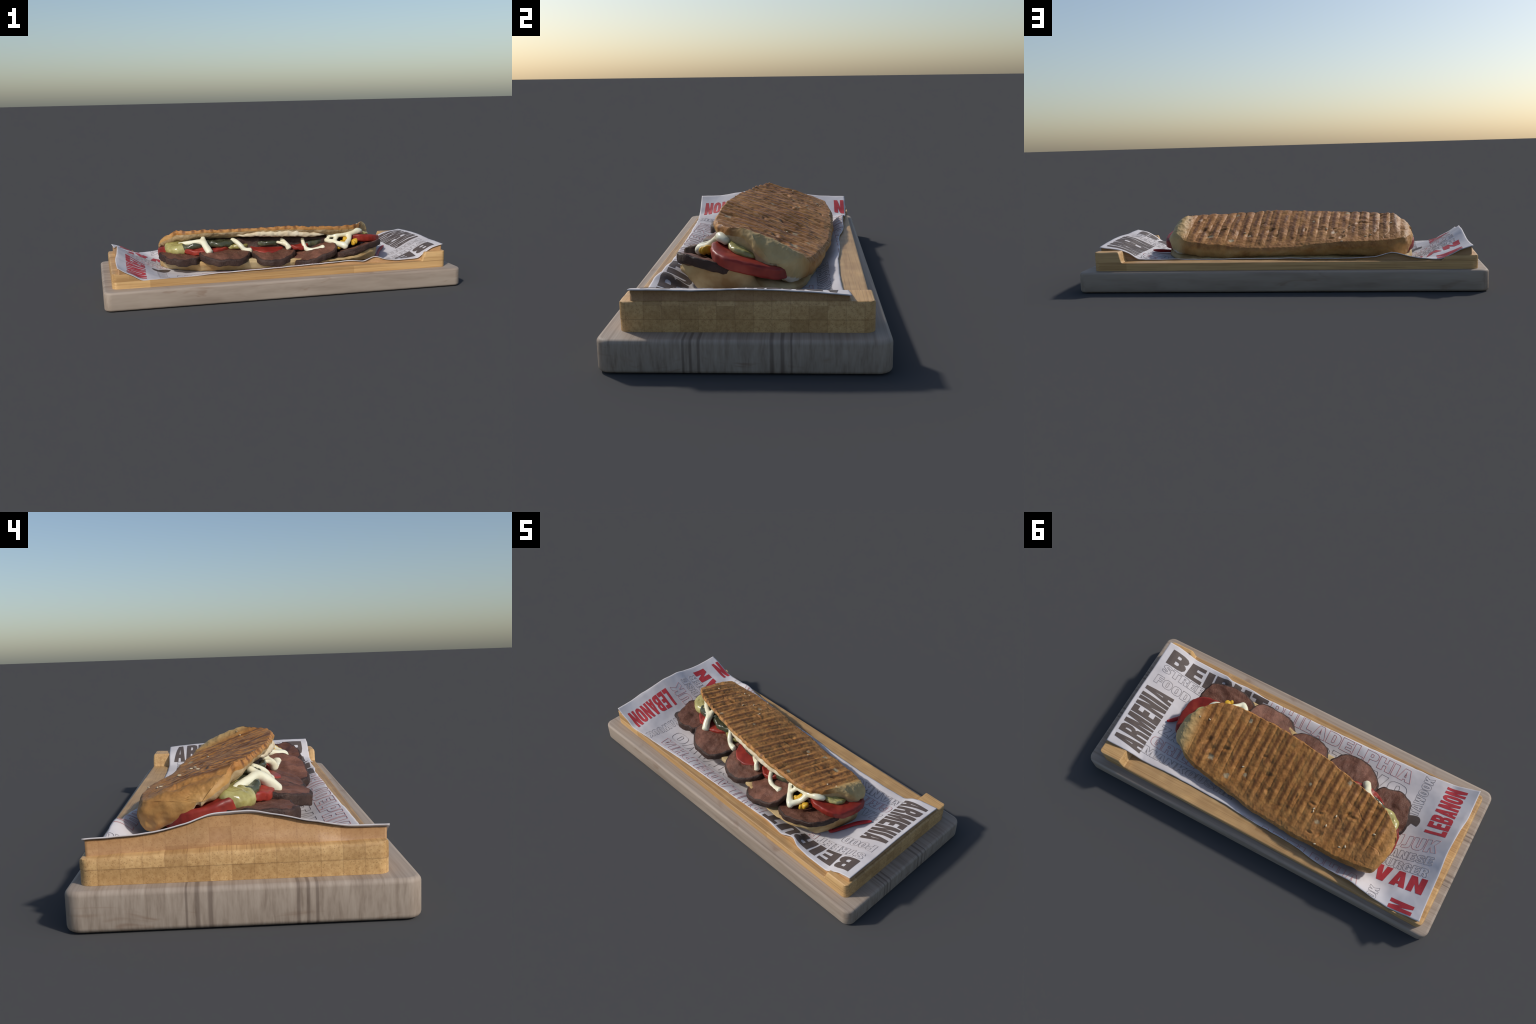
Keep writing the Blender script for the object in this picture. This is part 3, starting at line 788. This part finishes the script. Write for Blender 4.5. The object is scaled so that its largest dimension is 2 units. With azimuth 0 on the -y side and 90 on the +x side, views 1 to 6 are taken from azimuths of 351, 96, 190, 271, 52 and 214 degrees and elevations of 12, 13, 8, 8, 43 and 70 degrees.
# lower bread: a wedge that lies on the paper and shows along the open side
LOW_F = [(-0.645, 0.07), (-0.62, 0.0), (-0.57, -0.055), (-0.50, -0.100), (-0.42, -0.140), (-0.30, -0.165), (-0.15, -0.180), (0.05, -0.205), (0.20, -0.243), (0.35, -0.258), (0.45, -0.250), (0.53, -0.222), (0.57, -0.165), (0.60, -0.08), (0.612, -0.01)]
LOW_B = [(-0.645, 0.12), (-0.62, 0.225), (-0.55, 0.262), (-0.3, 0.270), (0.0, 0.252), (0.2, 0.225), (0.4, 0.188), (0.5, 0.165), (0.57, 0.115), (0.612, 0.04)]
LOW_Z = [(-0.655, 0.165), (-0.5, 0.172), (-0.2, 0.178), (0.1, 0.170), (0.28, 0.160), (0.42, 0.178), (0.53, 0.212), (0.60, 0.205), (0.63, 0.18)]
def lower_bread():
    NS = 200; rows = []
    for i in range(NS + 1):
        a = lerp(-0.645, 0.612, i / NS)
        f, k, zt = spline(LOW_F, a), spline(LOW_B, a), spline(LOW_Z, a)
        f += 0.006 * fbm((a, 0, 0), 10, 2, 4.0)
        g = paper_z(a, f) + 0.0005; gk = paper_z(a, k) + 0.0005; w = k - f
        r = min(0.03, 0.25 * w); h = zt - g
        under = (0.014 + 0.012 * sstep(0.25, 0.50, a)) * min(1.0, w * 6)
        sec = catmull([(f + r + under, g), (f + 0.3*r + under, g + 0.10*h), (f + 0.4*under, g + 0.42*h), (f - 0.1*r, g + 0.78*h), (f + 0.7*r, zt), (f + 0.45*w, lerp(zt, gk + 0.03, 0.30)), (k - r, gk + 0.034), (k, gk + 0.012), (k - r, gk), (f + 0.5*w, lerp(g, gk, 0.5)), (f + r + under, g)], 8)[:-1]
        rows.append([(a, b + 0.004 * fbm((a, b, z), 22, 2, 8.0), max(z + 0.003 * fbm((a, b, z), 22, 2, 3.0), paper_z(a, b) + 0.0004)) for b, z in sec])
    M = len(rows[0]); verts = [p for r in rows for p in r]
    faces = [(i*M+j, i*M+(j+1) % M, (i+1)*M+(j+1) % M, (i+1)*M+j) for i in range(NS) for j in range(M)]
    faces += [tuple(range(M)), tuple(NS*M + j for j in range(M))]
    return mesh_object("bottom_bun", verts, faces, sandwich, MAT_LOWER)
lower_bread()

# packed meat behind the slices: fills the pocket up to the crumb
def pocket_filling():
    NS = 160; rows = []
    for i in range(NS + 1):
        a = lerp(-0.600, 0.545, i / NS)
        f = spline(BUN, a, 1) + 0.035; k = spline(BUN, a, 3) - 0.03
        if k - f < 0.05: k = f + 0.05
        t = spline(BUN, a, 5); e = math.sqrt(max(0.02, 1 - abs(i / NS * 2 - 1) ** 6))
        up = lambda b: bun_top(a, b) - t - 0.004
        f += 0.010 * fbm((a, 0, 0), 16, 2, 4.0)
        m = 0.5 * (f + k)
        sec = catmull([(f + 0.02, 0.172), (f - 0.004, 0.192), (f, 0.5 * (0.19 + up(f))), (f + 0.02, up(f + 0.02)), (m, up(m)), (k - 0.01, max(0.16, up(k) + 0.02)), (k, 0.163), (m, 0.165), (f + 0.02, 0.172)], 7)[:-1]
        cz = 0.20
        rows.append([(a, b + 0.006 * fbm((a, b, z), 26, 2, 8.0), cz + (z - cz) * e + 0.004 * fbm((a, b, z), 30, 2, 1.0)) for b, z in sec])
    M = len(rows[0]); verts = [p for r in rows for p in r]
    faces = [(i*M+j, i*M+(j+1) % M, (i+1)*M+(j+1) % M, (i+1)*M+j) for i in range(NS) for j in range(M)]
    faces += [tuple(range(M)), tuple(NS*M + j for j in range(M))]
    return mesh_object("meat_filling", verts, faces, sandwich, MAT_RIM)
pocket_filling()

def slice_disc(name, center, radii, thick, slope, mats, seed, power=2.0, rough=0.06, droop=0.0, turn=0.0, cup=0.0, lump=0.008, soft=0.25):
    """irregular round slice: top and bottom faces, rounded rim, tilted by slope (dz/da, dz/db) and drooping to the front"""
    ca, cb, cz = center; R, N = 22, 110
    er = soft * thick / max(radii); q0 = 1.0 - er
    prof = [(q0 * r / R, 0.5) for r in range(R + 1)]
    prof += [(q0 + er * math.sin(math.pi/2 * q/5), 0.5 - soft * (1 - math.cos(math.pi/2 * q/5))) for q in range(1, 6)]
    prof += [(1.0, 0.0)]
    prof += [(q0 + er * math.cos(math.pi/2 * q/5), -0.5 + soft * (1 - math.sin(math.pi/2 * q/5))) for q in range(0, 5)]
    prof += [(q0 * r / R, -0.5) for r in range(R, -1, -1)]
    verts, faces, fm = [], [], []
    for (rr, h) in prof:
        for k in range(N):
            th = 2 * math.pi * k / N
            c, s = math.cos(th), math.sin(th)
            q = (abs(c) ** power + abs(s) ** power) ** (-1.0 / power)
            q *= 1 + rough * fbm((c, s, 0), 1.6, 3, seed)
            x, y = radii[0] * rr * q * c, radii[1] * rr * q * s
            ct, st = math.cos(turn), math.sin(turn); x, y = x*ct - y*st, x*st + y*ct
            z = slope[0] * x + slope[1] * y
            if y < 0: z -= droop * y * y / max(radii[1], 1e-3)
            z += cup * (x*x + y*y) / (radii[0] ** 2)
            a, b = ca + x, cb + y
            z += lump * fbm((a, b, h * 0.02 + seed), 18, 3, seed) 
            zz = cz + z + h * thick
            if rr > 0.98: 
                j = 0.003 * fbm((a, b, zz), 45, 2, seed); a += j * c; b += j * s
            verts.append((a, b, zz))
    P = len(prof)
    for i in range(P - 1):
        for k in range(N):
            faces.append((i*N+k, (i+1)*N+k, (i+1)*N+(k+1) % N, i*N+(k+1) % N))
            fm.append(1 if (R <= i < P - R - 1) and len(mats) > 1 else 0)
    faces += [tuple(range(N)), tuple((P-1)*N + k for k in range(N))]; fm += [0, 0]
    return mesh_object(name, verts, faces, sandwich, mats, True, fm)

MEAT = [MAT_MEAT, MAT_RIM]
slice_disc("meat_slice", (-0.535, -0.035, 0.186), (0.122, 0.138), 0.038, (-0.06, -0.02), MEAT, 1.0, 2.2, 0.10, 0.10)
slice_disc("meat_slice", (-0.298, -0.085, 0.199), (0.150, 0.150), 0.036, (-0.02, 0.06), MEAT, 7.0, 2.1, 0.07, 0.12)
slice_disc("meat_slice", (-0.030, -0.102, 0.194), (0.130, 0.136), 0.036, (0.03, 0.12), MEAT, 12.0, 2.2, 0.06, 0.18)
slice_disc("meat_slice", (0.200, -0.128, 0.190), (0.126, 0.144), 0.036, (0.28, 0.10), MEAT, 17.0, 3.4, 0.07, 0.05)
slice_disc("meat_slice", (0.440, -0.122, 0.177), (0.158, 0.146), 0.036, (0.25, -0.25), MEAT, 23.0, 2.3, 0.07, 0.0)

TOM = [MAT_TOMATO]
slice_disc("tomato_slice", (0.505, 0.000, 0.220), (0.133, 0.138), 0.042, (-0.05, -0.22), TOM, 3.0, 2.3, 0.05, 0.0, 0.0, 0.0, 0.002)
slice_disc("tomato_slice", (-0.050, -0.055, 0.216), (0.098, 0.098), 0.026, (0.0, 0.22), TOM, 5.0, 2.0, 0.03, 0.0, 0.0, 0.0, 0.001)
slice_disc("tomato_slice", (-0.390, -0.010, 0.222), (0.135, 0.098), 0.026, (0.0, 0.06), TOM, 9.0, 2.0, 0.04)
slice_disc("tomato_slice", (-0.575, 0.105, 0.200), (0.080, 0.110), 0.055, (0.05, -0.20), TOM, 14.0, 2.0, 0.04)
slice_disc("tomato_slice", (0.130, -0.055, 0.222), (0.070, 0.085), 0.026, (0.0, 0.10), TOM, 19.0, 2.0, 0.04)

slice_disc("pickle_slice", (-0.540, 0.025, 0.236), (0.085, 0.070), 0.052, (0.10, 0.18), [MAT_PICKLE], 4.0, 2.0, 0.05, soft=0.45)
slice_disc("pickle_slice", (-0.450, -0.010, 0.250), (0.090, 0.055), 0.030, (0.12, 0.10), [MAT_GHERKIN], 6.0, 2.0, 0.05, soft=0.45)
slice_disc("pickle_slice", (-0.310, -0.015, 0.252), (0.090, 0.066), 0.036, (0.02, 0.06), [MAT_GHERKIN], 8.0, 2.0, 0.06, soft=0.45)
slice_disc("pickle_slice", (-0.215, -0.025, 0.236), (0.070, 0.062), 0.024, (0.0, 0.10), [MAT_PICKLE], 10.0, 2.0, 0.05, soft=0.45)
slice_disc("pickle_slice", (0.210, -0.050, 0.232), (0.085, 0.062), 0.040, (0.10, 0.0), [MAT_GHERKIN], 13.0, 2.4, 0.05, soft=0.45)
slice_disc("pickle_slice", (0.510, -0.020, 0.252), (0.062, 0.062), 0.024, (-0.12, -0.32), [MAT_PICKLE], 15.0, 2.0, 0.05, soft=0.45)
slice_disc("pickle_slice", (-0.030, -0.040, 0.246), (0.090, 0.062), 0.024, (0.0, 0.05), [MAT_GHERKIN], 21.0, 2.0, 0.05, soft=0.45)

def fused(name, strands, mat, voxel=0.0042):
    """several tapered strands melted into one soft body"""
    verts, faces = [], []
    for s in strands:
        v, f = tube(s, 8, 16, 0.12, 1.0); o = len(verts)
        verts += v; faces += [tuple(o + q for q in t) for t in f]
    ob = mesh_object(name, verts, faces, sandwich, mat)
    rm = ob.modifiers.new("r", 'REMESH'); rm.mode = 'VOXEL'; rm.voxel_size = voxel
    sm = ob.modifiers.new("s", 'SMOOTH'); sm.factor = 0.5; sm.iterations = 5
    bpy.context.view_layer.update()
    dg = bpy.context.evaluated_depsgraph_get()
    me = bpy.data.meshes.new_from_object(ob.evaluated_get(dg))
    ob.modifiers.clear(); ob.data = me
    me.polygons.foreach_set("use_smooth", [True] * len(me.polygons))
    return ob

fused("sauce_drip", [
    [(-0.580, 0.040, 0.240, 0.013), (-0.520, 0.005, 0.250, 0.015), (-0.460, -0.035, 0.264, 0.015), (-0.418, -0.060, 0.266, 0.017), (-0.402, -0.090, 0.242, 0.020), (-0.386, -0.118, 0.214, 0.021)],
    [(-0.409, -0.030, 0.287, 0.013), (-0.412, -0.045, 0.276, 0.015), (-0.405, -0.070, 0.258, 0.016)]], MAT_SAUCE)
fused("sauce_drip", [
    [(-0.250, -0.045, 0.272, 0.012), (-0.228, -0.062, 0.260, 0.014), (-0.205, -0.090, 0.238, 0.015), (-0.190, -0.100, 0.220, 0.014), (-0.170, -0.106, 0.212, 0.017), (-0.150, -0.108, 0.212, 0.017)]], MAT_SAUCE)
fused("sauce_drip", [[(0.030, -0.085, 0.262, 0.012), (0.042, -0.112, 0.250, 0.012), (0.052, -0.128, 0.236, 0.014), (0.064, -0.136, 0.216, 0.018)], [(0.0, -0.1, 0.25, 0.008), (0.025, -0.115, 0.245, 0.010), (0.045, -0.122, 0.235, 0.010)]], MAT_SAUCE)
fused("sauce_drip", [[(0.150, -0.098, 0.262, 0.010), (0.152, -0.118, 0.235, 0.012), (0.165, -0.135, 0.206, 0.013), (0.195, -0.150, 0.200, 0.014), (0.230, -0.156, 0.204, 0.016), (0.262, -0.158, 0.212, 0.019)]], MAT_SAUCE)
fused("sauce_drip", [
    [(0.285, -0.105, 0.246, 0.012), (0.315, -0.135, 0.240, 0.015), (0.345, -0.168, 0.230, 0.017), (0.370, -0.192, 0.224, 0.020), (0.382, -0.196, 0.212, 0.016)],
    [(0.430, -0.100, 0.290, 0.016), (0.424, -0.124, 0.270, 0.016), (0.408, -0.156, 0.244, 0.015), (0.378, -0.188, 0.226, 0.016)],
    [(0.300, -0.100, 0.268, 0.012), (0.350, -0.118, 0.272, 0.014), (0.425, -0.118, 0.278, 0.016), (0.478, -0.108, 0.288, 0.018), (0.505, -0.085, 0.278, 0.014)],
    [(0.345, -0.128, 0.262, 0.012), (0.330, -0.140, 0.244, 0.012)]], MAT_SAUCE)

for (c, r) in (((0.395, -0.140, 0.246), 0.018), ((0.444, -0.160, 0.240), 0.017), ((0.432, -0.175, 0.230), 0.014), ((0.350, -0.165, 0.212), 0.014), ((0.370, -0.150, 0.232), 0.015)):
    bm = bmesh.new(); bmesh.ops.create_icosphere(bm, subdivisions=3, radius=r)
    for v in bm.verts: v.co = Vector(c) + v.co * (1 + 0.35 * fbm(v.co, 45.0, 2, c[0] * 50))
    me = bpy.data.meshes.new("mustard_dollop"); bm.to_mesh(me); bm.free(); me.materials.append(MAT_MUSTARD)
    me.polygons.foreach_set("use_smooth", [True] * len(me.polygons))
    link(bpy.data.objects.new("mustard_dollop", me), sandwich)

# red pepper strip lying bent on the paper beside the tomato
v, f = tube([(0.702, 0.050, 0.158, 0.005), (0.680, 0.030, 0.153, 0.011), (0.645, -0.015, 0.145, 0.011), (0.612, -0.075, 0.134, 0.010), (0.585, -0.125, 0.130, 0.008), (0.572, -0.085, 0.134, 0.009), (0.578, -0.03, 0.138, 0.010)], 6, 14, 0.1, 4.0, 0.75)
mesh_object("pepper_strip", v, f, sandwich, MAT_PEPPER)

# sesame seeds pressed into the crust
seed_mesh = None
for (a, b) in ((-0.220, 0.140), (-0.224, 0.152), (-0.336, 0.126), (-0.457, 0.147), (-0.538, 0.122), (-0.415, 0.245), (-0.517, 0.200), (-0.300, 0.284), (-0.441, 0.231), (-0.312, 0.186), (0.511, -0.007), (0.462, -0.019), (0.200, 0.109)):
    if seed_mesh is None:
        bm = bmesh.new(); bmesh.ops.create_icosphere(bm, subdivisions=2, radius=1.0)
        for v in bm.verts: v.co = Vector((v.co.x * 0.0080 * (1 - 0.25 * v.co.x), v.co.y * 0.0044, v.co.z * 0.0026))
        seed_mesh = bpy.data.meshes.new("sesame_seed"); bm.to_mesh(seed_mesh); bm.free()
        seed_mesh.materials.append(MAT_SEED); seed_mesh.polygons.foreach_set("use_smooth", [True] * len(seed_mesh.polygons))
    o = link(bpy.data.objects.new("sesame_seed", seed_mesh), sandwich)
    o.location = (a, b, bun_top(a, b) + 0.0015)
    o.rotation_euler = Euler((-0.34, 0.0, random.uniform(0, 3.1)), 'ZYX')
    s = random.uniform(0.8, 1.1); o.scale = (s, s, s)
